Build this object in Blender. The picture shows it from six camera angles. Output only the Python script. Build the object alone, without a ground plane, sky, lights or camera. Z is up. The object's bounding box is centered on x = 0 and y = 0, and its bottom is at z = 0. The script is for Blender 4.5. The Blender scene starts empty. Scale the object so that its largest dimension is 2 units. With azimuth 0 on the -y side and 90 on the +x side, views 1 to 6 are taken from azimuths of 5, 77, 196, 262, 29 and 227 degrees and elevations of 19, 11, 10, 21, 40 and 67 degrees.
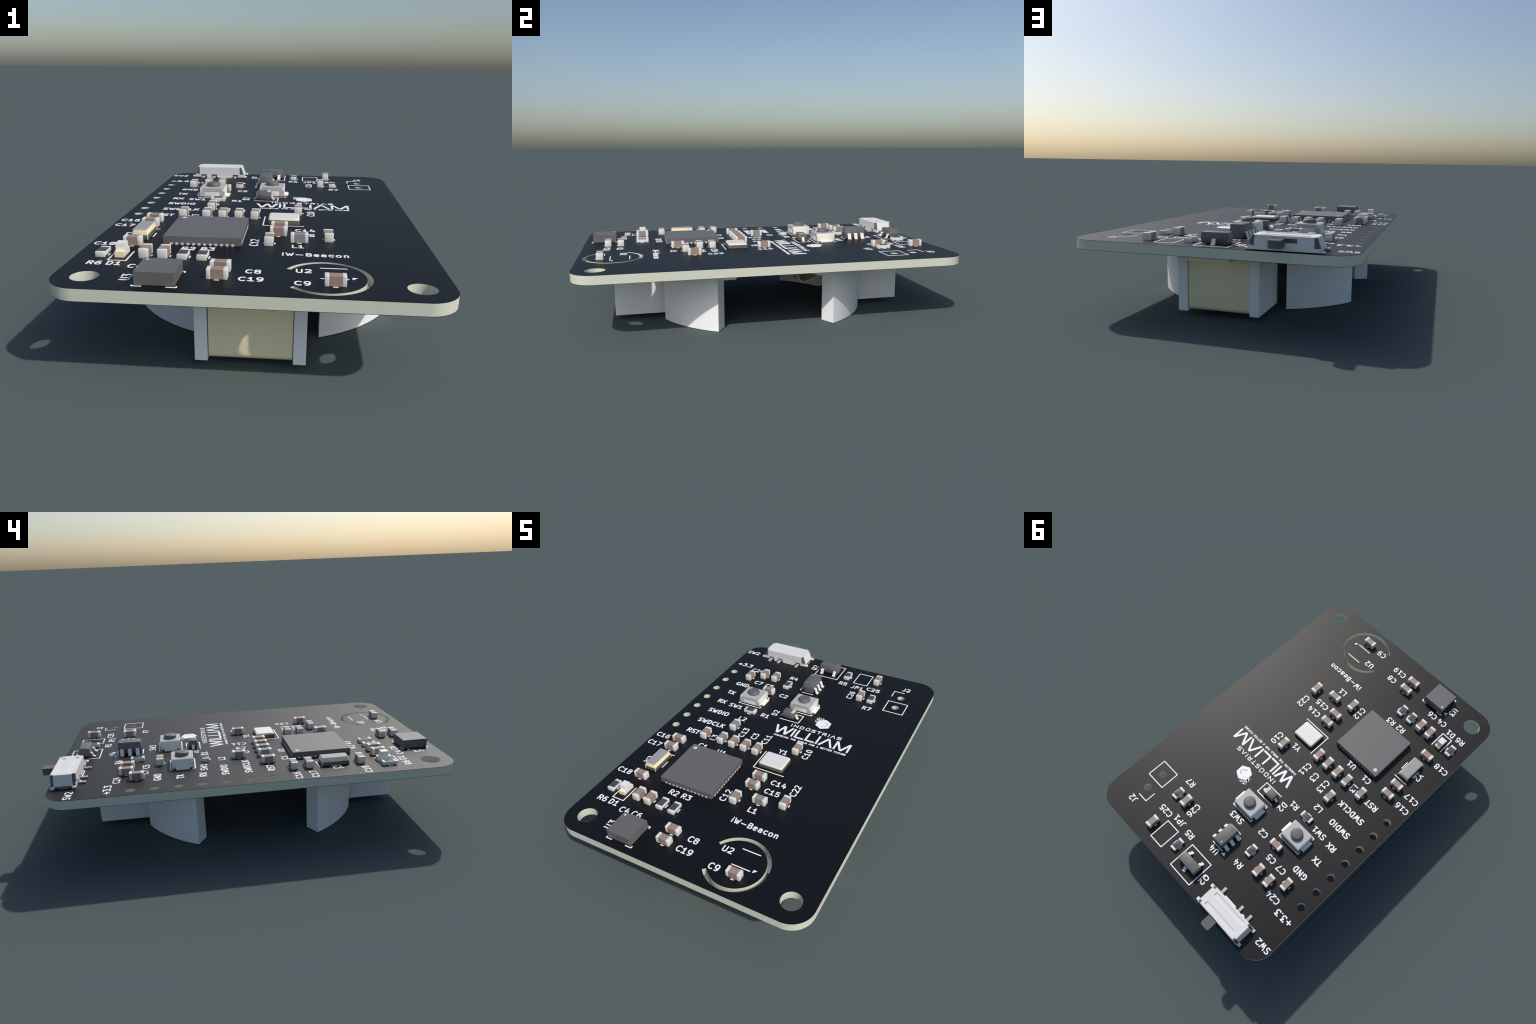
# A populated circuit board for a small coin-cell beacon.
# Everything is laid out in board millimetres: x from the board's centre line,
# y from its front edge, z from its top surface.  MM turns them into metres.
import bpy, bmesh
from math import sin, cos, tan, pi, radians, atan2, hypot, sqrt
from mathutils import Matrix, Vector

MM = 0.04336            # metres per board millimetre (longest side = 2.00 m)
TOP = 0.3493            # height of the board's top face above the ground
BOARD_W, BOARD_L, BOARD_T = 30.0, 45.0, 1.035
CORNER_R = 2.5
FLOOR = -TOP / MM       # ground level in board millimetres

scene = bpy.context.scene
coll = scene.collection


# ------------------------------------------------------------------ materials
def material(name, colour, rough=0.5, spec=0.5, metallic=0.0, grain=0.0, coat=0.0):
    m = bpy.data.materials.new(name)
    m.use_nodes = True
    nt = m.node_tree
    b = nt.nodes["Principled BSDF"]
    b.inputs["Roughness"].default_value = rough
    b.inputs["Specular IOR Level"].default_value = spec
    b.inputs["Metallic"].default_value = metallic
    b.inputs["Coat Weight"].default_value = coat
    tc = nt.nodes.new("ShaderNodeTexCoord")
    noise = nt.nodes.new("ShaderNodeTexNoise")
    noise.inputs["Scale"].default_value = 220.0
    noise.inputs["Detail"].default_value = 2.0
    nt.links.new(tc.outputs["Object"], noise.inputs["Vector"])
    ramp = nt.nodes.new("ShaderNodeValToRGB")
    lo = [c * (1 - grain) for c in colour]
    hi = [min(1.0, c * (1 + grain)) for c in colour]
    ramp.color_ramp.elements[0].position = 0.3
    ramp.color_ramp.elements[1].position = 0.7
    ramp.color_ramp.elements[0].color = (*lo, 1)
    ramp.color_ramp.elements[1].color = (*hi, 1)
    nt.links.new(noise.outputs["Fac"], ramp.inputs["Fac"])
    nt.links.new(ramp.outputs["Color"], b.inputs["Base Color"])
    return m


M_CORE = material("glass_fibre_core", (0.67, 0.69, 0.565), 0.55, 0.3, grain=0.01)
M_MASK = material("black_solder_mask", (0.0012, 0.0014, 0.0019), 0.50, 0.47, grain=0.03)
M_SILK = material("white_ink", (0.955, 0.955, 0.955), 0.5, 0.5)
M_CERAM = material("brown_ceramic", (0.358, 0.256, 0.205), 0.5, 0.4, grain=0.01)
M_TIN = material("tinned_metal", (0.775, 0.77, 0.725), 0.5, 0.5, grain=0.01)
M_FERR = material("grey_ferrite", (0.28, 0.275, 0.268), 0.5, 0.4, grain=0.01)
M_ALUM = material("white_alumina", (0.8, 0.79, 0.74), 0.5, 0.4)
M_FILM = material("resistor_film", (0.070, 0.073, 0.085), 0.5, 0.4)
M_EPOXY = material("moulded_epoxy", (0.142, 0.138, 0.138), 0.5, 0.5, grain=0.015)
M_DOT = material("pale_marking", (0.7, 0.69, 0.64), 0.5, 0.3)
M_GOLD = material("gold_plating", (1.0, 0.875, 0.575), 0.45, 0.5)
M_LID = material("bright_lid", (0.79, 0.775, 0.755), 0.5, 0.75)
M_LIDG = material("grey_lid", (0.352, 0.354, 0.368), 0.45, 0.5)
M_BASE = material("ceramic_base", (0.142, 0.138, 0.136), 0.5, 0.4)
M_LENS = material("led_lens", (0.85, 0.84, 0.78), 0.45, 0.4)
M_LEAD = material("lead_metal", (0.83, 0.81, 0.75), 0.45, 0.5)
M_COVER = material("switch_cover", (0.495, 0.487, 0.49), 0.45, 0.5)
M_CREAM = material("switch_plastic", (0.86, 0.84, 0.76), 0.5, 0.4)
M_PLUNG = material("dark_plunger", (0.136, 0.132, 0.13), 0.45, 0.5)
M_SHELL = material("slide_switch_shell", (0.765, 0.76, 0.73), 0.5, 0.6)
M_INNER = material("slide_switch_body", (0.125, 0.122, 0.12), 0.5, 0.4)
M_LEVER = material("slide_lever", (0.14, 0.13, 0.13), 0.5, 0.4)
M_PIN = material("switch_pin", (0.44, 0.43, 0.43), 0.45, 0.5)
M_NYLON = material("white_nylon", (0.96, 0.965, 0.955), 0.5, 0.4, grain=0.008)
M_BRASS = material("plated_brass", (1.0, 0.88, 0.585), 0.5, 0.4, grain=0.01)


# ---------------------------------------------------------------- mesh helpers
class Solid:
    """Collects geometry in board millimetres, with one slot per material."""

    def __init__(self):
        self.bm = bmesh.new()
        self.mats = []

    def slot(self, mat):
        if mat not in self.mats:
            self.mats.append(mat)
        return self.mats.index(mat)

    def _take(self, other, mat):
        idx = self.slot(mat)
        vm = {}
        for v in other.verts:
            vm[v] = self.bm.verts.new(v.co)
        for f in other.faces:
            nf = self.bm.faces.new([vm[v] for v in f.verts])
            nf.material_index = idx
            nf.smooth = f.smooth
        other.free()

    def box(self, mat, x0, x1, y0, y1, z0, z1, bevel=0.0, segs=2):
        b = bmesh.new()
        vs = [b.verts.new((x, y, z)) for z in (z0, z1) for y in (y0, y1) for x in (x0, x1)]
        for q in ((0, 2, 3, 1), (4, 5, 7, 6), (0, 1, 5, 4), (2, 6, 7, 3), (0, 4, 6, 2), (1, 3, 7, 5)):
            b.faces.new([vs[i] for i in q])
        if bevel:
            bmesh.ops.bevel(b, geom=b.edges[:], offset=bevel, segments=segs, profile=0.5, affect='EDGES')
        self._take(b, mat)

    def loft(self, mat, rings, cap=True, bevel=0.0, smooth=False):
        """Closed rings of points joined one to the next; ends capped."""
        b = bmesh.new()
        rows = [[b.verts.new(p) for p in r] for r in rings]
        n = len(rows[0])
        for r0, r1 in zip(rows, rows[1:]):
            for i in range(n):
                f = b.faces.new((r0[i], r0[(i + 1) % n], r1[(i + 1) % n], r1[i]))
                f.smooth = smooth
        if cap:
            b.faces.new(rows[0][::-1])
            b.faces.new(rows[-1])
        if bevel:
            bmesh.ops.bevel(b, geom=b.edges[:], offset=bevel, segments=2, profile=0.5, affect='EDGES')
        bmesh.ops.recalc_face_normals(b, faces=b.faces[:])
        self._take(b, mat)

    def prism(self, mat, outline, z0, z1, smooth=False):
        self.loft(mat, [[(x, y, z0) for x, y in outline], [(x, y, z1) for x, y in outline]], smooth=smooth)

    def cylinder(self, mat, cx, cy, r, z0, z1, n=40):
        ring = [(cx + r * cos(2 * pi * i / n), cy + r * sin(2 * pi * i / n)) for i in range(n)]
        self.prism(mat, ring, z0, z1, smooth=True)

    def revolve(self, mat, profile, n=48):
        rings = [[(r * cos(2 * pi * i / n), r * sin(2 * pi * i / n), z) for i in range(n)] for r, z in profile]
        self.loft(mat, rings, smooth=True)

    def strip(self, mat, path, thick, w0, w1, along='x', bevel=0.0):
        """A bent sheet-metal strip: path is (u, z), thickness in that plane,
        width from w0 to w1 across it.  along = the axis u stands for."""
        left, right = offset_pair(path, thick / 2)
        ring = left + right[::-1]

        def put(u, z, w):
            return (u, w, z) if along == 'x' else (w, u, z)
        self.loft(mat, [[put(u, z, w0) for u, z in ring], [put(u, z, w1) for u, z in ring]], bevel=bevel)

    def mesh(self, name, angle=35):
        me = bpy.data.meshes.new(name)
        bmesh.ops.recalc_face_normals(self.bm, faces=self.bm.faces[:])
        bmesh.ops.scale(self.bm, vec=(MM, MM, MM), verts=self.bm.verts[:])
        self.bm.to_mesh(me)
        self.bm.free()
        for m in self.mats:
            me.materials.append(m)
        for p in me.polygons:
            p.use_smooth = True
        me.set_sharp_from_angle(angle=radians(angle))
        return me


def offset_pair(path, h):
    """Left and right offsets of an open polyline, mitred at its bends."""
    left, right = [], []
    for i, p in enumerate(path):
        d = []
        if i > 0:
            d.append(unit(path[i - 1], p))
        if i < len(path) - 1:
            d.append(unit(p, path[i + 1]))
        nx, ny = sum(-q[1] for q in d), sum(q[0] for q in d)
        ln = hypot(nx, ny)
        nx, ny = nx / ln, ny / ln
        k = h / max(0.4, -d[0][1] * nx + d[0][0] * ny)
        left.append((p[0] + nx * k, p[1] + ny * k))
        right.append((p[0] - nx * k, p[1] - ny * k))
    return left, right


def unit(a, b):
    dx, dy = b[0] - a[0], b[1] - a[1]
    ln = hypot(dx, dy) or 1e-9
    return dx / ln, dy / ln


def arc(cx, cy, r, a0, a1, n):
    return [(cx + r * cos(radians(a0 + (a1 - a0) * i / n)), cy + r * sin(radians(a0 + (a1 - a0) * i / n)))
            for i in range(n + 1)]


def rounded_rect(x0, x1, y0, y1, r, n=12):
    return (arc(x1 - r, y1 - r, r, 0, 90, n) + arc(x0 + r, y1 - r, r, 90, 180, n)
            + arc(x0 + r, y0 + r, r, 180, 270, n) + arc(x1 - r, y0 + r, r, 270, 360, n))


# ------------------------------------------------------------- object helpers
def place(name, mesh, parent, x=0.0, y=0.0, z=0.0, turn=0.0):
    ob = bpy.data.objects.new(name, mesh)
    coll.objects.link(ob)
    ob.parent = parent
    ob.location = (x * MM, y * MM, z * MM)
    ob.rotation_euler = (0, 0, radians(turn))
    return ob


root = bpy.data.objects.new("circuit_board", None)
coll.objects.link(root)
root.empty_display_size = 0.1
root["label"] = "black beacon circuit board with small parts and coin cell holder"
root["category"] = "circuit board"


def on_board(name, mesh, x=0.0, y=0.0, z=0.0, turn=0.0):
    """A part placed in board millimetres under the board itself."""
    ob = place(name, mesh, root, x, y, z, turn)
    ob.location = (x * MM, y * MM - 1.0, z * MM + TOP)
    return ob


# ----------------------------------------------------------------- bare board
MOUNT_HOLES = [(-12.5, 2.5), (12.5, 2.5)]
HEADER_HOLES = [(-13.685, 20.955 + 2.54 * i) for i in range(7)]
CONNECTOR_HOLES = [(11.15, 37.42), (11.15, 39.96)]
SLOT_C, SLOT_IN, SLOT_OUT = (5.68, 4.07), 3.05, 3.49
SLOT_A = (-142.0, 153.0)


def board_outlines():
    loops = [rounded_rect(-BOARD_W / 2, BOARD_W / 2, 0, BOARD_L, CORNER_R, 16)]
    for x, y in MOUNT_HOLES:
        loops.append(arc(x, y, 1.1, 0, 352.5, 47))
    for x, y in HEADER_HOLES + CONNECTOR_HOLES:
        loops.append(arc(x, y, 0.5, 0, 348.75, 31))
    loops.append(arc(*SLOT_C, SLOT_OUT, SLOT_A[0], SLOT_A[1], 72)
                 + arc(*SLOT_C, SLOT_IN, SLOT_A[1], SLOT_A[0], 72))
    return loops


def board_layer(name, mat, z0, z1):
    """The board outline with all its holes, filled and given thickness."""
    cu = bpy.data.curves.new(name, 'CURVE')
    cu.dimensions = '2D'
    cu.fill_mode = 'BOTH'
    cu.extrude = (z1 - z0) / 2 * MM
    for loop in board_outlines():
        sp = cu.splines.new('POLY')
        sp.points.add(len(loop) - 1)
        for p, (x, y) in zip(sp.points, loop):
            p.co = (x * MM, y * MM, 0, 1)
        sp.use_cyclic_u = True
    tmp = bpy.data.objects.new(name + "_outline", cu)
    coll.objects.link(tmp)
    dg = bpy.context.evaluated_depsgraph_get()
    dg.update()
    me = bpy.data.meshes.new_from_object(tmp.evaluated_get(dg))
    bpy.data.objects.remove(tmp)
    me.name = name
    b = bmesh.new()
    b.from_mesh(me)
    bmesh.ops.remove_doubles(b, verts=b.verts[:], dist=1e-6)
    bmesh.ops.recalc_face_normals(b, faces=b.faces[:])
    b.to_mesh(me)
    b.free()
    me.materials.clear()
    me.materials.append(mat)
    for p in me.polygons:
        p.use_smooth = True
    me.set_sharp_from_angle(angle=radians(35))
    return on_board(name, me, 0, 0, (z0 + z1) / 2)


MASK_T = 0.035
board_layer("board_core", M_CORE, -BOARD_T + MASK_T, -MASK_T)
board_layer("solder_mask", M_MASK, -MASK_T, 0.0)
board_layer("solder_mask", M_MASK, -BOARD_T, -BOARD_T + MASK_T)


# ------------------------------------------------------------- two-pad parts
def chip_part(kind, body_mat):
    """A multilayer chip, 1.6 x 0.8 x 0.8 mm: body plus two metal end caps."""
    s = Solid()
    s.box(body_mat, -0.49, 0.49, -0.385, 0.385, 0.02, 0.79)
    body = s.mesh(kind)
    s = Solid()
    s.box(M_TIN, -0.80, -0.475, -0.40, 0.40, 0.0, 0.81, 0.035)
    return body, s.mesh("end_cap")


CAP_BODY, CAP_END = chip_part("capacitor", M_CERAM)
IND_BODY, IND_END = chip_part("inductor", M_FERR)

s = Solid()
s.box(M_ALUM, -0.79, 0.79, -0.397, 0.397, 0.05, 0.435, 0.012)
RES_BODY = s.mesh("resistor")
s = Solid()
s.box(M_FILM, -0.53, 0.53, -0.375, 0.375, 0.43, 0.447, 0.006)
RES_FILM = s.mesh("resistive_film")
s = Solid()
s.box(M_TIN, -0.805, -0.525, -0.402, 0.402, 0.0, 0.45, 0.018)
RES_END = s.mesh("end_cap")


def two_pad(name, body, end, x, y, turn, film=None):
    ob = on_board(name, body, x, y, 0, turn)
    place("end_cap", end, ob)
    place("end_cap", end, ob, turn=180)
    if film:
        place("resistive_film", film, ob)
    return ob


# position and whether the long side runs along y
CAPACITORS = [(6.26, 2.65, 0), (-2.49, 3.15, 0), (-2.48, 4.77, 0), (-7.63, 7.57, 90), (-9.19, 7.57, 90),
              (-11.11, 10.41, 0), (0.85, 11.98, 90), (6.22, 13.64, 90), (1.56, 14.70, 0), (1.58, 16.34, 0),
              (-11.15, 18.18, 0), (-11.14, 16.42, 0), (-1.18, 20.67, 90), (-2.86, 20.67, 90),
              (-4.55, 20.67, 90), (-8.73, 20.67, 90), (3.30, 22.88, 90), (-6.14, 33.20, 0),
              (-6.95, 36.92, 90), (-8.76, 36.92, 90), (-10.55, 35.66, 90), (6.04, 37.55, 90), (6.86, 42.41, 90)]
INDUCTORS = [(3.54, 12.78, 0), (-6.24, 20.67, 90), (-6.23, 23.84, 90)]
RESISTORS = [(-4.36, 7.56, 90), (-6.00, 7.56, 90), (-12.82, 7.56, 90), (-6.16, 27.85, 0),
             (-4.50, 35.89, 90), (2.42, 42.04, 90), (7.59, 37.61, 90)]
for x, y, t in CAPACITORS:
    two_pad("capacitor", CAP_BODY, CAP_END, x, y, t)
for x, y, t in INDUCTORS:
    two_pad("inductor", IND_BODY, IND_END, x, y, t)
for x, y, t in RESISTORS:
    two_pad("resistor", RES_BODY, RES_END, x, y, t, RES_FILM)

# ------------------------------------------------------ microcontroller, 48 pads
s = Solid()
s.box(M_EPOXY, -3.48, 3.48, -3.48, 3.48, 0.02, 0.79, 0.015, 1)
mcu = on_board("microcontroller_chip", s.mesh("microcontroller_chip"), -5.03, 14.20)
s = Solid()
s.box(M_TIN, -0.125, 0.125, -3.50, -3.2, 0.005, 0.20)
pad = s.mesh("chip_pad")
for side in range(4):
    a = radians(90 * side)
    for i in range(12):
        u = -2.75 + 0.5 * i
        place("chip_pad", pad, mcu, u * cos(a), u * sin(a), 0, 90 * side)
s = Solid()
s.cylinder(M_DOT, 0, 0, 0.25, 0.785, 0.80)
place("orientation_dot", s.mesh("orientation_dot"), mcu, -2.83, 2.82)

# --------------------------------------------------------------- motion sensor
s = Solid()
s.box(M_EPOXY, -1.50, 1.50, -1.50, 1.50, 0.02, 1.07, 0.015, 1)
sensor = on_board("sensor_chip", s.mesh("sensor_chip"), -6.78, 2.55)
s = Solid()
s.cylinder(M_DOT, 0, 0, 0.13, 1.065, 1.08)
place("orientation_dot", s.mesh("orientation_dot"), sensor, -1.13, 1.13)

# -------------------------------------------------------------------- crystals
s = Solid()
s.prism(M_BASE, rounded_rect(-1.6, 1.6, -1.25, 1.25, 0.22, 5), 0.02, 0.43)
crystal = on_board("crystal_oscillator", s.mesh("crystal_oscillator"), 1.91, 19.50)
s = Solid()
s.prism(M_GOLD, rounded_rect(-1.56, 1.56, -1.21, 1.21, 0.22, 5), 0.43, 0.50)
s.prism(M_GOLD, rounded_rect(-1.52, 1.52, -1.17, 1.17, 0.22, 5), 0.50, 0.56)
place("gold_rim", s.mesh("gold_rim"), crystal)
s = Solid()
s.loft(M_LID, [[(x, y, z) for x, y in rounded_rect(-1.52 + e, 1.52 - e, -1.17 + e, 1.17 - e, 0.22, 5)]
               for e, z in ((0.03, 0.56), (0.035, 0.585), (0.07, 0.62))])
place("crystal_lid", s.mesh("crystal_lid"), crystal)

s = Solid()
s.box(M_BASE, -0.76, 0.76, -1.60, 1.60, 0.02, 0.42)
crystal = on_board("crystal_oscillator", s.mesh("crystal_oscillator"), -10.95, 13.42)
s = Solid()
for sx in (-1, 1):
    for sy in (-1, 1):
        s.cylinder(M_GOLD, 0.74 * sx, 1.58 * sy, 0.045, 0.01, 0.43, 12)
place("corner_contact", s.mesh("corner_contact"), crystal)
s = Solid()
for i, (e, z0, z1) in enumerate(((0.03, 0.42, 0.58), (0.07, 0.58, 0.72), (0.10, 0.72, 0.90))):
    s.prism(M_GOLD, rounded_rect(-0.76 + e, 0.76 - e, -1.6 + e, 1.6 - e, 0.09, 4), z0, z1)
place("gold_rim", s.mesh("gold_rim"), crystal)
s = Solid()
s.prism(M_LIDG, rounded_rect(-0.625, 0.625, -1.47, 1.47, 0.09, 4), 0.90, 0.925)
place("crystal_lid", s.mesh("crystal_lid"), crystal)

# ------------------------------------------------------------------- small LED
s = Solid()
s.box(M_LENS, -0.395, 0.395, -0.74, 0.74, 0.02, 0.49)
s.loft(M_LENS, [[(-0.395, -0.45, 0.49), (0.395, -0.45, 0.49), (0.395, 0.50, 0.49), (-0.395, 0.50, 0.49)],
                [(-0.395, -0.43, 1.10), (0.395, -0.43, 1.10), (0.395, 0.43, 1.10), (-0.395, 0.43, 1.10)]])
led = on_board("indicator_light", s.mesh("indicator_light"), -11.21, 7.63)
s = Solid()
s.box(M_GOLD, -0.40, 0.40, -0.79, -0.74, 0.0, 0.50)
s.box(M_GOLD, -0.38, 0.38, -0.745, -0.46, 0.485, 0.505)
contact = s.mesh("gold_contact")
place("gold_contact", contact, led)
place("gold_contact", contact, led, turn=180)

# --------------------------------------------------- moulded parts with leads


def moulded_body(hx, hy, mid, top, draft, foot=0.10):
    """Moulded package: widest at its parting line, drafted above and below."""
    s = Solid()
    rings = []
    for z, e in ((foot, draft), (mid - 0.06, 0.015), (mid + 0.06, 0.0), (top, draft)):
        rings.append([(-hx + e, -hy + e, z), (hx - e, -hy + e, z), (hx - e, hy - e, z), (-hx + e, hy - e, z)])
    s.loft(M_EPOXY, rings, bevel=0.02)
    return s


def gull_wing(reach, height, start, width, thick=0.12):
    """S-bent lead going out along +x, drawn with rounded bends."""
    f = thick / 2
    # bend radii at the shoulder and at the heel, joined by a steep shank
    r_top, r_low, lean = 0.13, 0.12, 74
    foot = reach - 0.17
    drop = height - f - (r_top + r_low) * (1 - cos(radians(lean)))
    run = drop / tan(radians(lean)) + (r_top + r_low) * sin(radians(lean))
    knee = max(start + 0.02, min(start + 0.12, foot - run))
    heel = knee + run
    path = ([(start - 0.1, height), (knee - 0.005, height)]
            + [(knee + r_top * sin(radians(a)), height - r_top * (1 - cos(radians(a)))) for a in (20, 45, lean)]
            + [(heel - r_low * sin(radians(a)), f + r_low * (1 - cos(radians(a)))) for a in (lean, 45, 20)]
            + [(heel + 0.005, f), (max(reach, heel + 0.12), f)])
    s = Solid()
    s.strip(M_LEAD, path, thick, -width / 2, width / 2)
    return s.mesh("lead")


# three-lead transistor
tr = on_board("transistor", moulded_body(1.46, 0.66, 0.60, 1.22, 0.075).mesh("transistor"), -0.58, 42.45)
lead = gull_wing(1.22, 0.55, 0.64, 0.42)
place("lead", lead, tr, -0.96, 0, 0, -90)
place("lead", lead, tr, 0.96, 0, 0, -90)
place("lead", lead, tr, 0, 0, 0, 90)
s = Solid()
s.cylinder(M_DOT, 0, 0, 0.055, 1.215, 1.23, 16)
place("orientation_dot", s.mesh("orientation_dot"), tr, -1.26, -0.45)

# six-lead regulator
reg = on_board("regulator_chip", moulded_body(0.80, 1.45, 0.78, 1.55, 0.09).mesh("regulator_chip"), -1.10, 36.97)
lead = gull_wing(1.40, 0.72, 0.78, 0.46)
for i in (-1, 0, 1):
    place("lead", lead, reg, 0, 0.95 * i, 0, 0)
    place("lead", lead, reg, 0, 0.95 * i, 0, 180)
s = Solid()
s.cylinder(M_DOT, 0, 0, 0.10, 1.545, 1.56, 24)
place("orientation_dot", s.mesh("orientation_dot"), reg, -0.36, 0.98)

# two-lead diode
dio = on_board("diode", moulded_body(0.85, 0.57, 0.52, 1.05, 0.09, 0.06).mesh("diode"), -0.80, 29.13)
lead = gull_wing(1.24, 0.48, 0.80, 0.34, 0.13)
place("lead", lead, dio, 0, 0, 0, 0)
place("lead", lead, dio, 0, 0, 0, 180)
s = Solid()
s.box(M_DOT, 0.36, 0.755, -0.475, 0.475, 1.04, 1.062)
place("polarity_stripe", s.mesh("polarity_stripe"), dio)

# ------------------------------------------------------------- push buttons
s = Solid()                                   # pale plastic frame
s.box(M_CREAM, -1.50, 1.50, -1.21, 1.21, 0.08, 1.16, 0.02)
s.box(M_CREAM, 1.10, 1.49, -1.255, 1.255, 0.72, 1.12, 0.02)
s.box(M_CREAM, -1.49, -1.10, -1.255, 1.255, 0.72, 1.12, 0.02)
s.box(M_CREAM, -0.95, 0.95, -1.245, 1.245, 0.10, 0.75, 0.02)
BTN_FRAME = s.mesh("push_button")
s = Solid()                                   # pressed metal cover, folded down front and back
s.loft(M_COVER, [[(sx * (1.47 - e), sy * (1.26 - e), z) for sx, sy in ((-1, -1), (1, -1), (1, 1), (-1, 1))]
                 for e, z in ((0.0, 1.13), (0.0, 1.15), (0.06, 1.20))])
for sy in (-1, 1):
    y0, y1 = sorted((1.20 * sy, 1.27 * sy))
    s.box(M_COVER, -1.19, 1.19, y0, y1, 0.72, 1.145)
    for sx in (-1, 1):
        x0, x1 = sorted((0.92 * sx, 1.49 * sx))
        s.box(M_COVER, x0, x1, y0, y1, 0.14, 0.72)
BTN_COVER = s.mesh("button_cover")
s = Solid()
s.revolve(M_PLUNG, [(0.80, 1.19), (0.80, 1.24)] + [(0.56 + 0.23 * cos(radians(a)), 1.41 + 0.24 * sin(radians(a)))
                                                  for a in (0, 18, 36, 54, 72, 90)])
BTN_PLUNGER = s.mesh("plunger")
s = Solid()
s.box(M_CREAM, 1.45, 1.98, -0.78, 0.82, 0.02, 0.20, 0.02)
BTN_LEAD = s.mesh("solder_lug")
for x, y in ((-7.11, 30.58), (0.015, 31.97)):
    btn = on_board("push_button", BTN_FRAME, x, y)
    place("button_cover", BTN_COVER, btn)
    place("plunger", BTN_PLUNGER, btn)
    place("solder_lug", BTN_LEAD, btn)
    place("solder_lug", BTN_LEAD, btn, turn=180)

# --------------------------------------------------------------- slide switch
# local axes: x along the switch, y towards the board's back edge
SX, SY = -8.10, 43.33
HY = 1.33


def slope_x(z, half_low=3.43, half_high=3.10, z0=0.45, z1=1.46):
    return half_low + (half_high - half_low) * (z - z0) / (z1 - z0)


s = Solid()
s.loft(M_INNER, [[(sx * (slope_x(z) - 0.03), sy * (HY - 0.075), z) for sx, sy in ((-1, -1), (1, -1), (1, 1), (-1, 1))]
                 for z in (0.05, 0.45, 1.28)])
for sx in (-1, 1):                      # dark corner posts showing between the sheets
    for sy in (-1, 1):
        s.loft(M_INNER, [[(sx * 2.8, sy * 0.9, z), (sx * (slope_x(z) - 0.04), sy * 0.9, z),
                          (sx * (slope_x(z) - 0.04), sy * (HY - 0.05), z), (sx * 2.8, sy * (HY - 0.05), z)]
                         for z in (0.44, 1.43)])
slide = on_board("slide_switch", s.mesh("slide_switch"), SX, SY)

s = Solid()
# top sheet with two long grooves, made of the strips left between them
gx0, gx1 = -2.42, 2.40
grooves = [(-0.97, -0.49), (0.49, 0.97)]
z_top, z_floor, z_under = 1.45, 1.37, 1.29
hx, hy = 2.86, HY - 0.02
edges = [-hy] + [v for g in grooves for v in g] + [hy]
s.box(M_SHELL, -hx - 0.22, gx0, -hy + 0.32, hy - 0.32, z_under, z_top)
s.box(M_SHELL, gx1, hx + 0.22, -hy + 0.32, hy - 0.32, z_under, z_top)
for sy in (-1, 1):
    y0, y1 = sorted((sy * (hy - 0.32), sy * hy))
    s.box(M_SHELL, -hx, gx0, y0, y1, z_under, z_top)
    s.box(M_SHELL, gx1, hx, y0, y1, z_under, z_top)
for i in range(0, len(edges) - 1):
    high = z_top if i % 2 == 0 else z_floor
    s.box(M_SHELL, gx0, gx1, edges[i], edges[i + 1], z_under, high)
# front sheet (towards the board's back edge) with the lever window
win0, win1, wz0, wz1 = -1.25, 1.25, 0.82, 1.23
yf0, yf1 = HY - 0.06, HY


def front_y(z):
    """The front sheet leans back a little towards its top."""
    return 1.42 - 0.17 * (z - 0.08) / 1.37


def front_piece(xa, xb, za, zb):
    s.loft(M_SHELL, [[(xa, front_y(z) - 0.06, z), (xb, front_y(z) - 0.06, z), (xb, front_y(z), z), (xa, front_y(z), z)]
                     for z in (za, zb)])


front_piece(-hx, hx, 0.08, wz0)
front_piece(-hx, hx, wz1, z_top - 0.01)
front_piece(-hx, win0, wz0, wz1)
front_piece(win1, hx, wz0, wz1)
# rear sheet with three notches for the pins
PIN_X = (-2.25, -0.76, 2.26)
s.box(M_SHELL, -hx, hx, -yf1, -yf0, 0.43, z_top - 0.03)
cuts = [-hx] + [v for p in PIN_X for v in (p - 0.38, p + 0.38)] + [hx]
for a, b in zip(cuts[::2], cuts[1::2]):
    s.box(M_SHELL, a, b, -yf1, -yf0, 0.05, 0.43)
# foot band running round the corners
for sx in (-1, 1):
    x0, x1 = sorted((sx * hx, sx * 3.47))
    for sy in (-1, 1):
        if sy > 0:
            front_piece(x0, x1, 0.08, 0.46)
        else:
            s.box(M_SHELL, x0, x1, -yf1, -yf0, 0.06, 0.46)
    # sloping end sheet
    e = 0.06
    s.loft(M_SHELL, [[(sx * (slope_x(z) - e), -0.98, z), (sx * (slope_x(z) + 0.01), -0.98, z),
                      (sx * (slope_x(z) + 0.01), 0.98, z), (sx * (slope_x(z) - e), 0.98, z)] for z in (0.30, 1.44)])
    s.loft(M_SHELL, [[(sx * 3.40, -1.27, z), (sx * 3.47, -1.27, z), (sx * 3.47, 1.27, z), (sx * 3.40, 1.27, z)]
                     for z in (0.05, 0.30)])
place("switch_shell", s.mesh("switch_shell"), slide)

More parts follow.
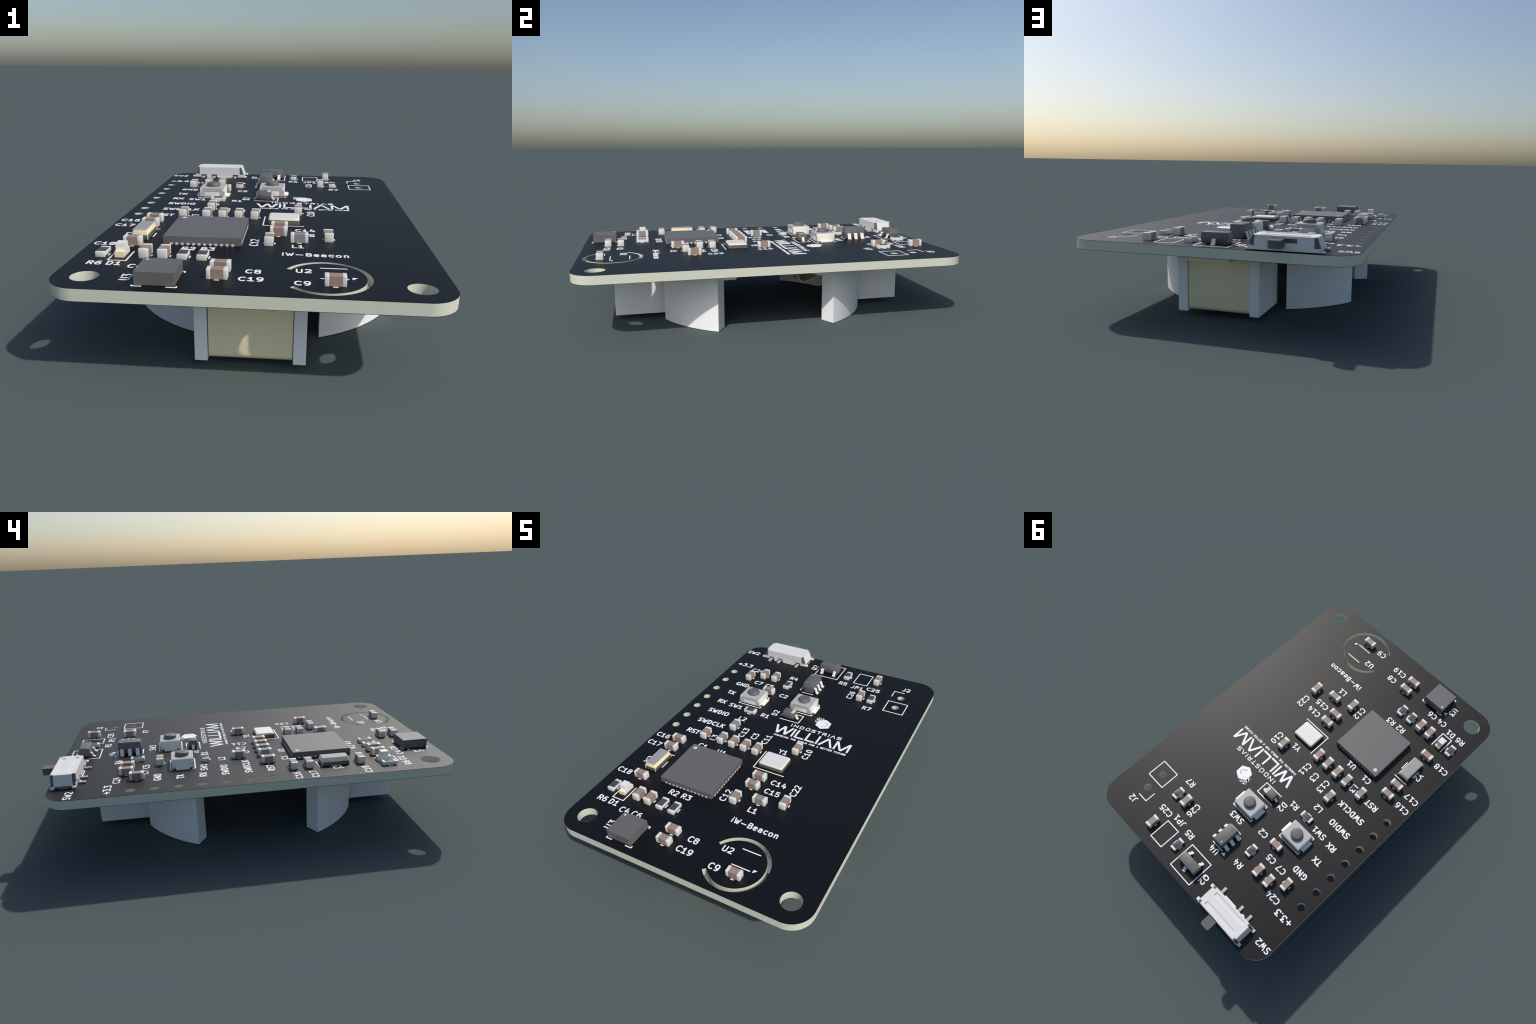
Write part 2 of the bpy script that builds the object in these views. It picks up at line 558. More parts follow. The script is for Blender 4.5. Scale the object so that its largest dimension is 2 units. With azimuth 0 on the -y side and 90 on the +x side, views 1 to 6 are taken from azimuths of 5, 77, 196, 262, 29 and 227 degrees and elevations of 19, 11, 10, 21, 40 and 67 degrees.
s = Solid()
s.box(M_SHELL, 3.44, 3.85, HY - 0.42, HY + 0.01, 0.04, 0.24, 0.03)
s.box(M_SHELL, 3.44, 3.85, -HY, -HY + 0.42, 0.04, 0.24, 0.03)
tab = s.mesh("mounting_tab")
place("mounting_tab", tab, slide)
place("mounting_tab", tab, slide, turn=180)

s = Solid()
s.box(M_PIN, -0.19, 0.19, -2.17, -1.20, 0.02, 0.20, 0.02)
pin = s.mesh("switch_pin")
for x in PIN_X:
    place("switch_pin", pin, slide, x)

s = Solid()
lx0, lx1, ly1 = -0.10, 1.17, 46.13 - SY
s.prism(M_LEVER, [(lx0, 1.15), (lx1, 1.15)] + arc(lx1 - 0.28, ly1 - 0.28, 0.28, 0, 90, 6)
        + arc(lx0 + 0.28, ly1 - 0.28, 0.28, 90, 180, 6), 0.45, 1.22)
place("slide_lever", s.mesh("slide_lever"), slide)

# ------------------------------------------------------------- battery holder
# local origin: centre of the coin cell on the board's underside, z pointing up
HOLD_R, HOLD_RI = 13.87, 12.0
UNDER = -BOARD_T
LEG = UNDER - FLOOR                     # height of the curved walls, down to the ground
s = Solid()
PLATE = 1.0


def ring_sector(s, mat, r0, r1, a0, a1, z0, z1, n=48):
    s.prism(mat, arc(0, 0, r1, a0, a1, n) + arc(0, 0, r0, a1, a0, n), z0, z1)


# base plate in two halves, cut away across the middle
PX = 11.95
for sy in (-1, 1):
    s.prism(M_NYLON, [(-PX, 4.85 * sy), (-8.9, 3.6 * sy)] + [(x, y * sy) for x, y in arc(0, 0, 9.6, 158, 22, 30)]
            + [(8.9, 3.6 * sy), (PX, 4.85 * sy), (PX, 6.3 * sy), (5.6, 12.0 * sy), (-5.6, 12.0 * sy), (-PX, 6.3 * sy)],
            -PLATE, -0.005)
holder = on_board("battery_holder", s.mesh("battery_holder"), -0.09, 22.54, UNDER)


def curved_wall(sx, sy):
    """A wall between a radial end at 30 degrees and a flat end at x = 5.68."""
    xe = 5.68
    a_out = 90 - (180 / pi) * atan2(xe, sqrt(HOLD_R ** 2 - xe ** 2))
    a_in = 90 - (180 / pi) * atan2(xe, sqrt(HOLD_RI ** 2 - xe ** 2))
    out = arc(0, 0, HOLD_R, 30, a_out, 24)
    inn = arc(0, 0, HOLD_RI, a_in, 30, 24)
    pts = [(sx * x, sy * y) for x, y in out + inn]
    s = Solid()
    s.prism(M_NYLON, pts, -LEG, -0.01)
    return s.mesh("holder_wall")


for sx in (-1, 1):
    for sy in (-1, 1):
        place("holder_wall", curved_wall(sx, sy), holder)
        g = Solid()
        x0, x1 = sorted((3.45 * sx, 4.48 * sx))
        y0, y1 = sorted((12.2 * sy, 18.58 * sy))
        g.box(M_NYLON, x0, x1, y0, y1, -6.53, -0.01, 0.02, 1)
        place("holder_post", g.mesh("holder_post"), holder)

s = Solid()
r = 0.45
outer = 18.32
path = ([(outer, -0.03), (outer, -6.30 + r)]
        + [(outer - r + r * cos(radians(a)), -6.30 + r - r * sin(radians(a))) for a in (15, 30, 45, 60, 75, 90)]
        + [(outer - r - 1.2, -6.30), (outer - r - 1.9, -6.0)])
s.strip(M_BRASS, path, 0.24, -3.40, 3.36, along='y')
s.box(M_BRASS, -2.35, 2.30, 18.2, 21.25, -0.56, -0.02)
s.box(M_BRASS, -3.38, 3.34, 12.3, 18.1, -0.42, -0.02)
clip = s.mesh("battery_clip")
place("battery_clip", clip, holder)
place("battery_clip", clip, holder, turn=180)
# one contact finger sprung towards the cell
s = Solid()
s.strip(M_BRASS, [(15.0, -0.5), (12.0, -2.0), (8.0, -3.85), (6.9, -4.3), (6.3, -4.45), (5.8, -4.2), (5.55, -3.6), (5.45, -2.9)],
        0.22, -1.6, 1.6, along='y')
place("contact_finger", s.mesh("contact_finger"), holder)

# ------------------------------------------------------------- printed legend
GLYPHS = {}


def glyph(ch, width, *strokes):
    """A letter drawn as pen strokes in a cell 21 units high; x runs from the cell's left side."""
    GLYPHS[ch] = (width, strokes)


glyph("0", 20, [(9, 21), (11, 21), (13, 20), (14, 19), (15, 17), (16, 13), (16, 8), (15, 4), (14, 2), (13, 1), (11, 0), (9, 0), (7, 1), (6, 2), (5, 4), (4, 8), (4, 13), (5, 17), (6, 19), (7, 20), (9, 21)])
glyph("1", 20, [(16, 0), (4, 0)], [(10, 0), (10, 21)], [(10, 21), (8, 18), (6, 16), (4, 15)])
glyph("2", 20, [(4, 19), (5, 20), (7, 21), (12, 21), (14, 20), (15, 19), (16, 17), (16, 15), (15, 12), (3, 0), (16, 0)])
glyph("3", 20, [(3, 21), (16, 21), (9, 13), (12, 13), (14, 12), (15, 11), (16, 9), (16, 4), (15, 2), (14, 1), (12, 0), (6, 0), (4, 1), (3, 2)])
glyph("4", 20, [(14, 14), (14, 0)], [(9, 22), (4, 7), (17, 7)])
glyph("5", 20, [(15, 21), (5, 21), (4, 11), (5, 12), (7, 13), (12, 13), (14, 12), (15, 11), (16, 9), (16, 4), (15, 2), (14, 1), (12, 0), (7, 0), (5, 1), (4, 2)])
glyph("6", 20, [(14, 21), (10, 21), (8, 20), (7, 19), (5, 16), (4, 12), (4, 4), (5, 2), (6, 1), (8, 0), (12, 0), (14, 1), (15, 2), (16, 4), (16, 9), (15, 11), (14, 12), (12, 13), (8, 13), (6, 12), (5, 11), (4, 9)])
glyph("7", 20, [(3, 21), (17, 21), (8, 0)])
glyph("8", 20, [(8, 12), (6, 13), (5, 14), (4, 16), (4, 17), (5, 19), (6, 20), (8, 21), (12, 21), (14, 20), (15, 19), (16, 17), (16, 16), (15, 14), (14, 13), (12, 12), (8, 12), (6, 11), (5, 10), (4, 8), (4, 4), (5, 2), (6, 1), (8, 0), (12, 0), (14, 1), (15, 2), (16, 4), (16, 8), (15, 10), (14, 11), (12, 12)])
glyph("9", 20, [(6, 0), (10, 0), (12, 1), (13, 2), (15, 5), (16, 9), (16, 17), (15, 19), (14, 20), (12, 21), (8, 21), (6, 20), (5, 19), (4, 17), (4, 12), (5, 10), (6, 9), (8, 8), (12, 8), (14, 9), (15, 10), (16, 12)])
glyph("A", 18, [(4, 6), (14, 6)], [(2, 0), (9, 21), (16, 0)])
glyph("B", 21, [(12, 11), (15, 10), (16, 9), (17, 7), (17, 4), (16, 2), (15, 1), (13, 0), (5, 0), (5, 21), (12, 21), (14, 20), (15, 19), (16, 17), (16, 15), (15, 13), (14, 12), (12, 11), (5, 11)])
glyph("C", 21, [(17, 2), (16, 1), (13, 0), (11, 0), (8, 1), (6, 3), (5, 5), (4, 9), (4, 12), (5, 16), (6, 18), (8, 20), (11, 21), (13, 21), (16, 20), (17, 19)])
glyph("D", 21, [(5, 0), (5, 21), (10, 21), (13, 20), (15, 18), (16, 16), (17, 12), (17, 9), (16, 5), (15, 3), (13, 1), (10, 0), (5, 0)])
glyph("E", 19, [(5, 11), (12, 11)], [(15, 0), (5, 0), (5, 21), (15, 21)])
glyph("F", 18, [(12, 11), (5, 11)], [(5, 0), (5, 21), (15, 21)])
glyph("G", 21, [(16, 20), (14, 21), (11, 21), (8, 20), (6, 18), (5, 16), (4, 12), (4, 9), (5, 5), (6, 3), (8, 1), (11, 0), (13, 0), (16, 1), (17, 2), (17, 9), (13, 9)])
glyph("H", 22, [(5, 0), (5, 21)], [(5, 11), (17, 11)], [(17, 0), (17, 21)])
glyph("I", 10, [(5, 0), (5, 21)])
glyph("J", 16, [(11, 21), (11, 6), (10, 3), (8, 1), (5, 0), (3, 0)])
glyph("K", 21, [(5, 0), (5, 21)], [(17, 0), (8, 12)], [(17, 21), (5, 9)])
glyph("L", 17, [(15, 0), (5, 0), (5, 21)])
glyph("N", 22, [(5, 0), (5, 21), (17, 0), (17, 21)])
glyph("O", 22, [(9, 21), (13, 21), (15, 20), (17, 18), (18, 14), (18, 7), (17, 3), (15, 1), (13, 0), (9, 0), (7, 1), (5, 3), (4, 7), (4, 14), (5, 18), (7, 20), (9, 21)])
glyph("P", 21, [(5, 0), (5, 21), (13, 21), (15, 20), (16, 19), (17, 17), (17, 14), (16, 12), (15, 11), (13, 10), (5, 10)])
glyph("Q", 22, [(19, -2), (17, -1), (15, 1), (12, 4), (10, 5), (8, 5)], [(9, 0), (7, 1), (5, 3), (4, 7), (4, 14), (5, 18), (7, 20), (9, 21), (13, 21), (15, 20), (17, 18), (18, 14), (18, 7), (17, 3), (15, 1), (13, 0), (9, 0)])
glyph("R", 21, [(17, 0), (10, 10)], [(5, 0), (5, 21), (13, 21), (15, 20), (16, 19), (17, 17), (17, 14), (16, 12), (15, 11), (13, 10), (5, 10)])
glyph("S", 20, [(4, 1), (7, 0), (12, 0), (14, 1), (15, 2), (16, 4), (16, 6), (15, 8), (14, 9), (12, 10), (8, 11), (6, 12), (5, 13), (4, 15), (4, 17), (5, 19), (6, 20), (8, 21), (13, 21), (16, 20)])
glyph("T", 16, [(2, 21), (14, 21)], [(8, 0), (8, 21)])
glyph("U", 22, [(5, 21), (5, 4), (6, 2), (7, 1), (9, 0), (13, 0), (15, 1), (16, 2), (17, 4), (17, 21)])
glyph("W", 24, [(3, 21), (8, 0), (12, 15), (16, 0), (21, 21)])
glyph("X", 20, [(3, 21), (17, 0)], [(17, 21), (3, 0)])
glyph("Y", 18, [(9, 10), (9, 0)], [(2, 21), (9, 10), (16, 21)])
glyph("a", 19, [(14, 0), (14, 11), (13, 13), (11, 14), (7, 14), (5, 13)], [(14, 1), (12, 0), (7, 0), (5, 1), (4, 3), (4, 5), (5, 7), (7, 8), (12, 8), (14, 9)])
glyph("c", 18, [(14, 1), (12, 0), (8, 0), (6, 1), (5, 2), (4, 4), (4, 10), (5, 12), (6, 13), (8, 14), (12, 14), (14, 13)])
glyph("e", 18, [(13, 1), (11, 0), (7, 0), (5, 1), (4, 3), (4, 11), (5, 13), (7, 14), (11, 14), (13, 13), (14, 11), (14, 9), (4, 7)])
glyph("i", 10, [(5, 0), (5, 14)], [(5, 20), (5, 21)])
glyph("n", 19, [(5, 14), (5, 0)], [(5, 12), (6, 13), (8, 14), (11, 14), (13, 13), (14, 11), (14, 0)])
glyph("o", 19, [(8, 0), (6, 1), (5, 2), (4, 4), (4, 10), (5, 12), (6, 13), (8, 14), (11, 14), (13, 13), (14, 12), (15, 10), (15, 4), (14, 2), (13, 1), (11, 0), (8, 0)])
glyph("-", 26, [(5, 8), (21, 8)])
glyph("+", 26, [(5, 8), (21, 8)], [(13, 0), (13, 16)])
glyph(".", 10, [(5, 1), (5, 0)])


class Ink:
    """Flat ink lines with a little thickness.  Each stroke lies a hair above
    the one before, and climbs along its length, so crossings never share a plane."""
    LIFT, STEP, CLIMB = 0.020, 0.0012, 0.0010

    def __init__(self):
        self.bm = bmesh.new()
        self.n = 0

    def stroke(self, pts, w, closed=False, square=False):
        h = w / 2
        z0 = self.LIFT + self.STEP * (self.n % 9)
        self.n += 1
        pts = [p for i, p in enumerate(pts) if i == 0 or hypot(p[0] - pts[i - 1][0], p[1] - pts[i - 1][1]) > 1e-6]
        if closed and hypot(pts[0][0] - pts[-1][0], pts[0][1] - pts[-1][1]) < 1e-6:
            pts = pts[:-1]
        n = len(pts)
        b = bmesh.new()
        total = max(1, n)

        def vert(x, y, i):
            return b.verts.new((x, y, z0 + self.CLIMB * i / total))
        dirs = [unit(pts[i], pts[(i + 1) % n]) for i in range(n if closed else n - 1)]
        ins, outs = [], []          # per point: (left, right) on arrival and on departure
        for i, (x, y) in enumerate(pts):
            d_in = dirs[i - 1] if (i > 0 or closed) else None
            d_out = dirs[i] if i < len(dirs) else None
            if d_in is None or d_out is None:
                d = d_out or d_in
                e = h if square else 0.0
                sgn = -1 if d_in is None else 1
                px, py = x + d[0] * e * sgn, y + d[1] * e * sgn
                L = vert(px - d[1] * h, py + d[0] * h, i)
                R = vert(px + d[1] * h, py - d[0] * h, i)
                ins.append((L, R))
                outs.append((L, R))
                if not square:      # round cap
                    a0 = atan2(d[1], d[0]) + (pi / 2 if d_in is None else -pi / 2)
                    fan = [vert(x + h * cos(a0 + pi * k / 8), y + h * sin(a0 + pi * k / 8), i) for k in range(1, 8)]
                    b.faces.new(([L] + fan + [R]) if d_in is None else ([R] + fan + [L]))
                continue
            turn = atan2(d_in[0] * d_out[1] - d_in[1] * d_out[0], d_in[0] * d_out[0] + d_in[1] * d_out[1])
            mx, my = -(d_in[1] + d_out[1]), d_in[0] + d_out[0]
            ml = hypot(mx, my)
            if ml < 1e-4:
                mx, my, ml = -d_in[1], d_in[0], 1.0
            mx, my = mx / ml, my / ml
            k = h / max(0.30, cos(turn / 2))
            if abs(turn) < radians(50):
                L = vert(x + mx * k, y + my * k, i)
                R = vert(x - mx * k, y - my * k, i)
                ins.append((L, R))
                outs.append((L, R))
                continue
            sd = -1 if turn > 0 else 1          # side of the outer corner: +1 left, -1 right
            I = vert(x - sd * mx * k, y - sd * my * k, i)
            a0 = atan2(d_in[0] * sd, -d_in[1] * sd)
            m = max(2, int(abs(turn) / radians(22)))
            fan = [vert(x + h * cos(a0 + turn * q / m), y + h * sin(a0 + turn * q / m), i) for q in range(m + 1)]
            for p, q in zip(fan, fan[1:]):
                b.faces.new((I, p, q))
            if sd > 0:
                ins.append((fan[0], I))
                outs.append((fan[-1], I))
            else:
                ins.append((I, fan[0]))
                outs.append((I, fan[-1]))
        for i in range(len(dirs)):
            j = (i + 1) % n
            (l0, r0), (l1, r1) = outs[i], ins[j]
            vs = []
            for v in (l0, r0, r1, l1):
                if v not in vs:
                    vs.append(v)
            if len(vs) > 2:
                b.faces.new(vs)
        self._solid(b)

    def _solid(self, b):
        """Give a flat sheet its edge walls down into the board, then keep it."""
        bmesh.ops.recalc_face_normals(b, faces=b.faces[:])
        for f in b.faces:
            if f.normal.z < 0:
                f.normal_flip()
        low = {}
        rim = [e for e in b.edges if len(e.link_faces) == 1]
        for e in rim:
            for v in e.verts:
                if v not in low:
                    low[v] = b.verts.new((v.co.x, v.co.y, -0.012))
        for e in rim:
            p, q = e.verts
            try:
                b.faces.new((p, q, low[q], low[p]))
            except ValueError:
                pass
        vm = {v: self.bm.verts.new(v.co) for v in b.verts}
        for f in b.faces:
            self.bm.faces.new([vm[v] for v in f.verts])
        b.free()

    def area(self, outline, holes=()):
        z = self.LIFT + self.STEP * (self.n % 9)
        self.n += 1
        b = bmesh.new()
        loops = [outline] + list(holes)
        if holes:
            for lp in loops:
                vs = [b.verts.new((x, y, z)) for x, y in lp]
                for p, q in zip(vs, vs[1:] + vs[:1]):
                    b.edges.new((p, q))
            bmesh.ops.triangle_fill(b, use_beauty=True, use_dissolve=False, edges=b.edges[:])
        else:
            b.faces.new([b.verts.new((x, y, z)) for x, y in outline])
        self._solid(b)

    def disc(self, x, y, r):
        self.area(arc(x, y, r, 0, 337.5, 15))

    def mesh(self, name):
        me = bpy.data.meshes.new(name)
        bmesh.ops.scale(self.bm, vec=(MM, MM, MM), verts=self.bm.verts[:])
        self.bm.to_mesh(me)
        self.bm.free()
        me.materials.append(M_SILK)
        return me


def text_strokes(text, size, pitch=None, squeeze=1.0):
    """Strokes of a line of text, and the box its ink fills."""
    out, pen = [], 0.0
    for ch in text:
        if ch == ' ':
            pen += pitch or 16 * size / 21
            continue
        w, strokes = GLYPHS[ch]
        k = size / 21
        kx = k
        x0 = pen
        if pitch:
            xs = [p[0] for st in strokes for p in st]
            kx = min(pitch * 0.74 / max(1, max(xs) - min(xs)), k * 1.3)
            x0 = pen + pitch / 2 - kx * (max(xs) + min(xs)) / 2
        for st in strokes:
            out.append([(x0 + kx * px, k * py) for px, py in st])
        pen += pitch or w * k
    xs = [p[0] for st in out for p in st]
    ys = [p[1] for st in out for p in st]
    return out, (min(xs), max(xs), min(ys), max(ys))


def label(text, x, y, turn=0, size=0.70, pen=0.142):
    """Print a line of text with its ink centred on (x, y)."""
    strokes, (x0, x1, y0, y1) = text_strokes(text, size)
    ink = Ink()
    cx, cy = (x0 + x1) / 2, (y0 + y1) / 2
    for st in strokes:
        closed = len(st) > 3 and st[0] == st[-1]
        ink.stroke([(px - cx, py - cy) for px, py in st], pen, closed)
    return on_board("printed_label", ink.mesh("printed_label"), x, y, 0, turn)


REF_DES = [("C9", 3.87, 2.68), ("U2", 3.96, 5.24), ("iW-Beacon", 4.92, 9.14), ("L1", 3.44, 11.30),
           ("C19", 0.02, 3.09), ("C8", 0.06, 4.70), ("C15", 4.02, 14.77), ("C14", 4.06, 16.37),
           ("R3", -4.34, 9.80), ("R2", -6.02, 9.75), ("C6", -7.67, 5.01), ("C4", -9.30, 4.97),
           ("D1", -11.20, 5.42), ("R6", -12.82, 5.41), ("C18", -13.70, 10.41), ("Y1", 1.80, 21.93),
           ("U1", -5.07, 18.48), ("C1", -7.87, 18.58), ("Y2", -12.37, 13.34, 90), ("C16", -13.73, 18.21),
           ("C17", -13.77, 16.41), ("R1", -3.92, 27.89), ("L2", -6.30, 25.92), ("SW1", -8.70, 28.20),
           ("C2", -3.87, 33.30), ("SW3", -0.01, 34.28), ("U4", -1.15, 39.18), ("R4", -4.56, 38.20),
           ("C5", -6.95, 34.82), ("C7", -8.74, 34.87), ("C24", -10.49, 37.90), ("SW2", -13.79, 42.56),
           ("R5", 2.41, 40.11), ("JP1", 4.68, 39.88), ("C25", 6.95, 40.27), ("R7", 7.72, 35.50),
           ("J2", 11.22, 42.26),
           ("C12", -0.50, 12.04, 90), ("C22", 6.27, 16.20, 90), ("U3", -9.31, 2.54, 90),
           ("C10", 4.66, 22.79, 90), ("D2", -2.97, 29.13, 90), ("C13", -4.62, 23.32, 90),
           ("C3", -2.92, 23.22, 90), ("C11", -1.25, 23.29, 90), ("L3", -7.53, 20.68, 90),
           ("C26", 4.53, 37.70, 90), ("Q2", -3.09, 42.50, 90)]
for item in REF_DES:
    label(*item)
for text, x, y in (("RST", -10.74, 20.74), ("SWDCLK", -9.62, 23.32), ("SWDIO", -10.08, 25.92), ("RX", -11.02, 28.40),
                   ("TX", -11.06, 30.92), ("GND", -10.65, 33.44), ("+3.3", -13.11, 38.65)):
    label(text, x, y, pen=0.165)


def outline(*strokes, pen=0.125):
    xs = [p[0] for st in strokes for p in st]
    ys = [p[1] for st in strokes for p in st]
    cx, cy = (min(xs) + max(xs)) / 2, (min(ys) + max(ys)) / 2
    ink = Ink()
    for st in strokes:
        pts = [(x - cx, y - cy) for x, y in st]
        if len(st) == 4 and st[0] == st[-1]:
            ink.area(pts[:-1])                 # small filled arrow head
        else:
            ink.stroke(pts, pen, st[0] == st[-1])
    return on_board("printed_outline", ink.mesh("printed_outline"), cx, cy)


def box_line(x0, x1, y0, y1):
    return [(x0, y0), (x1, y0), (x1, y1), (x0, y1), (x0, y0)]


# little ticks either side of every chip part
for parts, half, off in ((CAPACITORS, 0.14, 0.51), (INDUCTORS, 0.165, 0.51), (RESISTORS, 0.237, 0.5225)):
    for x, y, t in parts:
        for sg in (-1, 1):
            if t:
                outline([(x + sg * off, y - half), (x + sg * off, y + half)])
            else:
                outline([(x - half, y + sg * off), (x + half, y + sg * off)])

outline([(5.27, 6.01), (7.32, 6.01)])
outline([(5.27, 3.775), (7.31, 3.775)])
outline([(7.60, 4.13), (7.60, 3.70), (8.00, 4.09), (7.60, 4.13)])
outline(box_line(3.69, 5.73, 40.92, 43.73))                                   # solder jumper
outline(box_line(9.80, 12.50, 36.06, 38.66), [(11.17, 41.32), (9.80, 41.32), (9.80, 39.93)])   # connector
outline(box_line(-2.38, 1.18, 40.68, 44.24))                                  # transistor
outline([(-1.87, 28.26), (0.82, 28.26), (0.82, 29.97), (-1.87, 29.97)])       # diode
outline([(-1.95, 35.42), (-0.27, 35.42)], [(-1.95, 38.53), (-0.27, 38.53)])   # regulator
outline([(-2.08, 38.83), (-2.42, 38.39), (-2.72, 38.84), (-2.08, 38.83)])
outline([(-0.14, 21.14), (-0.14, 17.83), (3.90, 17.83)])                      # crystal
outline([(-9.98, 15.32), (-11.85, 15.32)], [(-9.975, 12.82), (-9.975, 13.97)], [(-11.87, 12.81), (-11.87, 13.96)])
outline([(-10.45, 8.42), (-10.45, 6.10), (-11.955, 6.10), (-11.955, 8.44)])   # LED
outline([(-8.42, 1.04), (-8.42, 0.90), (-7.72, 0.90)], [(-5.85, 0.88), (-5.14, 0.88), (-5.14, 1.09)],
        [(-5.14, 3.93), (-5.14, 4.16), (-5.80, 4.16)], [(-7.68, 4.16), (-8.42, 4.16), (-8.42, 3.98)])
outline([(-8.47, 3.49), (-8.92, 3.18), (-8.91, 3.80), (-8.47, 3.49)])
for x, y in ((-7.11, 30.58), (0.015, 31.97)):                                 # push buttons
    outline([(x - 1.66, y - 1.08), (x - 1.66, y - 1.42), (x + 1.66, y - 1.42), (x + 1.66, y - 1.08)],
            [(x - 1.66, y + 1.08), (x - 1.66, y + 1.42), (x + 1.66, y + 1.42), (x + 1.66, y + 1.08)])
outline([(-8.24, 41.87), (-6.46, 41.87)], [(-9.75, 41.87), (-9.44, 41.87)],   # slide switch
        [(-4.61, 42.91), (-4.61, 43.80)], [(-11.56, 42.90), (-11.56, 43.78)])

# ----------------------------------------------------------------- maker's logo
# big name: straight strokes with square ends, between base line and cap line
BASE, CAP = 25.24, 26.95
ink = Ink()
NAME_PEN = 0.26
lo, hi, md = BASE, CAP, (BASE + CAP) / 2


def slanted(x0, x1, w=0.30):
    """A sloping limb whose ends are cut level with the lines of the text."""
    (xa, ya), (xb, yb) = x0, x1
    ink.area([(xa - w / 2, ya), (xa + w / 2, ya), (xb + w / 2, yb), (xb - w / 2, yb)])


def upright(x):
    ink.area([(x - 0.125, lo), (x + 0.125, lo), (x + 0.125, hi), (x - 0.125, hi)])


def level(x0, x1):
    ink.area([(x0, lo), (x1, lo), (x1, lo + 0.26), (x0, lo + 0.26)])


slanted((-1.42, hi), (-0.82, lo), 0.31)
slanted((-0.82, lo), (-0.26, hi), 0.31)
slanted((-0.26, hi), (0.27, lo), 0.31)
slanted((0.27, lo), (0.83, hi), 0.31)
upright(1.21)
upright(1.70)
level(1.58, 2.91)
upright(3.19)
level(3.07, 4.40)
upright(4.67)
slanted((5.09, lo), (5.88, hi), 0.31)
slanted((5.88, hi), (6.72, lo), 0.30)
upright(7.09)
upright(8.85)
slanted((7.12, hi), (7.97, lo), 0.31)
slanted((7.97, lo), (8.83, hi), 0.31)
ob = on_board("printed_logo", ink.mesh("printed_logo"), 0, 0)

# smaller word above, in squared-off letters
ink = Ink()
p = 0.115
y0, y1 = 27.30, 27.80
ym = (y0 + y1) / 2
small = [[(0.26, y0), (0.26, y1)],
         [(0.66, y0), (0.66, y1), (1.16, y0), (1.16, y1)],
         [(1.52, y0), (1.90, y0), (1.98, y0 + 0.10), (1.98, y1 - 0.10), (1.90, y1), (1.52, y1), (1.52, y0)],
         [(2.36, y1), (2.36, y0 + 0.06), (2.42, y0), (2.76, y0), (2.82, y0 + 0.06), (2.82, y1)],
         [(2.56, y1 + 0.06), (2.68, y1 + 0.13)],
         [(3.62, y1), (3.24, y1), (3.17, y1 - 0.07), (3.17, ym + 0.06), (3.24, ym), (3.56, ym), (3.62, ym - 0.06),
          (3.62, y0 + 0.06), (3.56, y0), (3.15, y0)],
         [(3.92, y1), (4.42, y1)], [(4.18, y0), (4.18, y1)],
         [(4.73, y0), (4.73, y1), (5.08, y1), (5.15, y1 - 0.06), (5.15, ym + 0.03), (5.08, ym - 0.03), (4.73, ym - 0.03)],
         [(4.95, ym - 0.03), (5.17, y0)],
         [(5.55, y0), (5.55, y1)],
         [(5.90, y0), (6.16, y1), (6.43, y0)],
         [(7.21, y1), (6.82, y1), (6.75, y1 - 0.07), (6.75, ym + 0.06), (6.82, ym), (7.15, ym), (7.21, ym - 0.06),
          (7.21, y0 + 0.06), (7.15, y0), (6.73, y0)]]
for st in small:
    ink.stroke(st, p, st[0] == st[-1], square=True)
on_board("printed_logo", ink.mesh("printed_logo"), 0, 0)

# motto below
strokes, (x0, x1, ya, yb) = text_strokes("CHANGING THE WORLD FOR A BETTER FUTURE", 0.27, pitch=0.2615)
ink = Ink()
for st in strokes:
    ink.stroke([(px - 0.98, py + 24.65) for px, py in st], 0.066)
on_board("printed_logo", ink.mesh("printed_logo"), 0, 0)

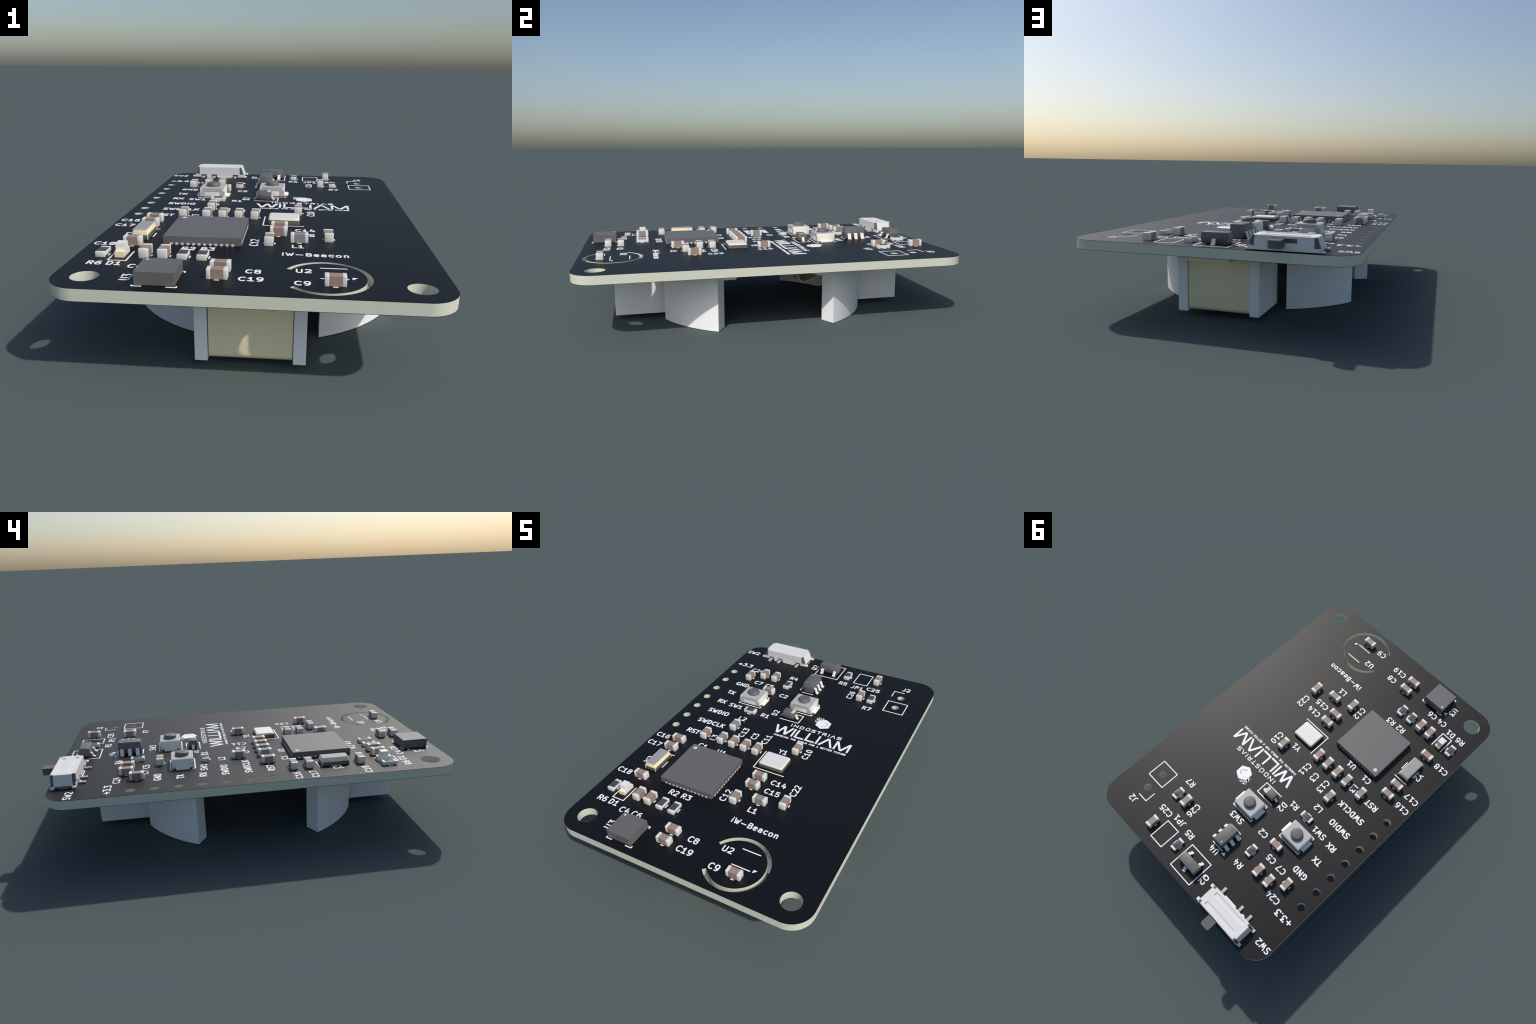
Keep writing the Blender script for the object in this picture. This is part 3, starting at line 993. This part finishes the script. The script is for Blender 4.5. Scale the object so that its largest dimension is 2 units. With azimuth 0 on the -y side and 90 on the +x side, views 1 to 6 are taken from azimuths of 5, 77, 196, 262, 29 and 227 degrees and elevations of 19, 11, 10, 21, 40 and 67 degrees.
# emblem: a hexagon with a thin brain-like line left open in it, breaking up into dots
ink = Ink()
HEX = [(4.87, 28.97), (4.83, 30.06), (4.45, 30.28), (3.93, 30.57), (3.00, 30.05), (3.00, 28.95), (3.92, 28.43)]
swoosh = [(4.17, 29.93), (4.33, 29.80), (4.46, 29.62), (4.47, 29.47), (4.40, 29.31), (4.22, 29.15), (4.05, 29.10),
          (3.93, 29.02), (3.90, 28.83)]
left, right = offset_pair(swoosh, 0.033)
slits = [left + right[::-1]]
folds = [[(4.03, 30.01), (4.12, 29.82)], [(4.30, 29.62), (4.26, 29.48)], [(4.20, 29.38), (4.08, 29.34)],
         [(4.10, 29.58), (4.00, 29.47)], [(3.99, 29.66), (3.86, 29.55)], [(3.92, 29.40), (3.80, 29.36)],
         [(3.87, 29.84), (3.76, 29.72)], [(3.72, 29.60), (3.66, 29.46)], [(3.74, 29.99), (3.60, 29.92)],
         [(3.54, 29.84), (3.47, 29.66)], [(3.46, 29.92), (3.36, 29.82)], [(4.02, 29.93), (3.92, 29.98)]]
for st in folds:
    a, b = offset_pair(st, 0.011)
    slits.append(a + b[::-1])
ink.area(HEX[::-1], slits)
for x, y, r in ((3.22, 30.48, 0.10), (2.96, 30.23, 0.085), (2.83, 30.09, 0.08), (2.84, 30.57, 0.105),
                (2.68, 30.23, 0.065), (2.64, 30.44, 0.06), (3.03, 30.69, 0.055), (2.73, 29.54, 0.065),
                (3.59, 30.66, 0.05), (3.46, 30.60, 0.06), (3.36, 30.70, 0.06), (2.90, 29.62, 0.065),
                (2.76, 29.76, 0.06), (2.64, 29.88, 0.06)):
    ink.disc(x, y, r)
ink.stroke([(3.22, 30.18), (2.84, 30.57)], 0.06)
ink.stroke([(3.48, 30.32), (3.46, 30.60), (3.36, 30.70)], 0.06)
ink.stroke([(3.00, 29.55), (2.64, 29.88)], 0.07)
ink.stroke([(2.96, 30.23), (2.68, 30.23)], 0.05)
on_board("printed_logo", ink.mesh("printed_logo"), 0, 0)
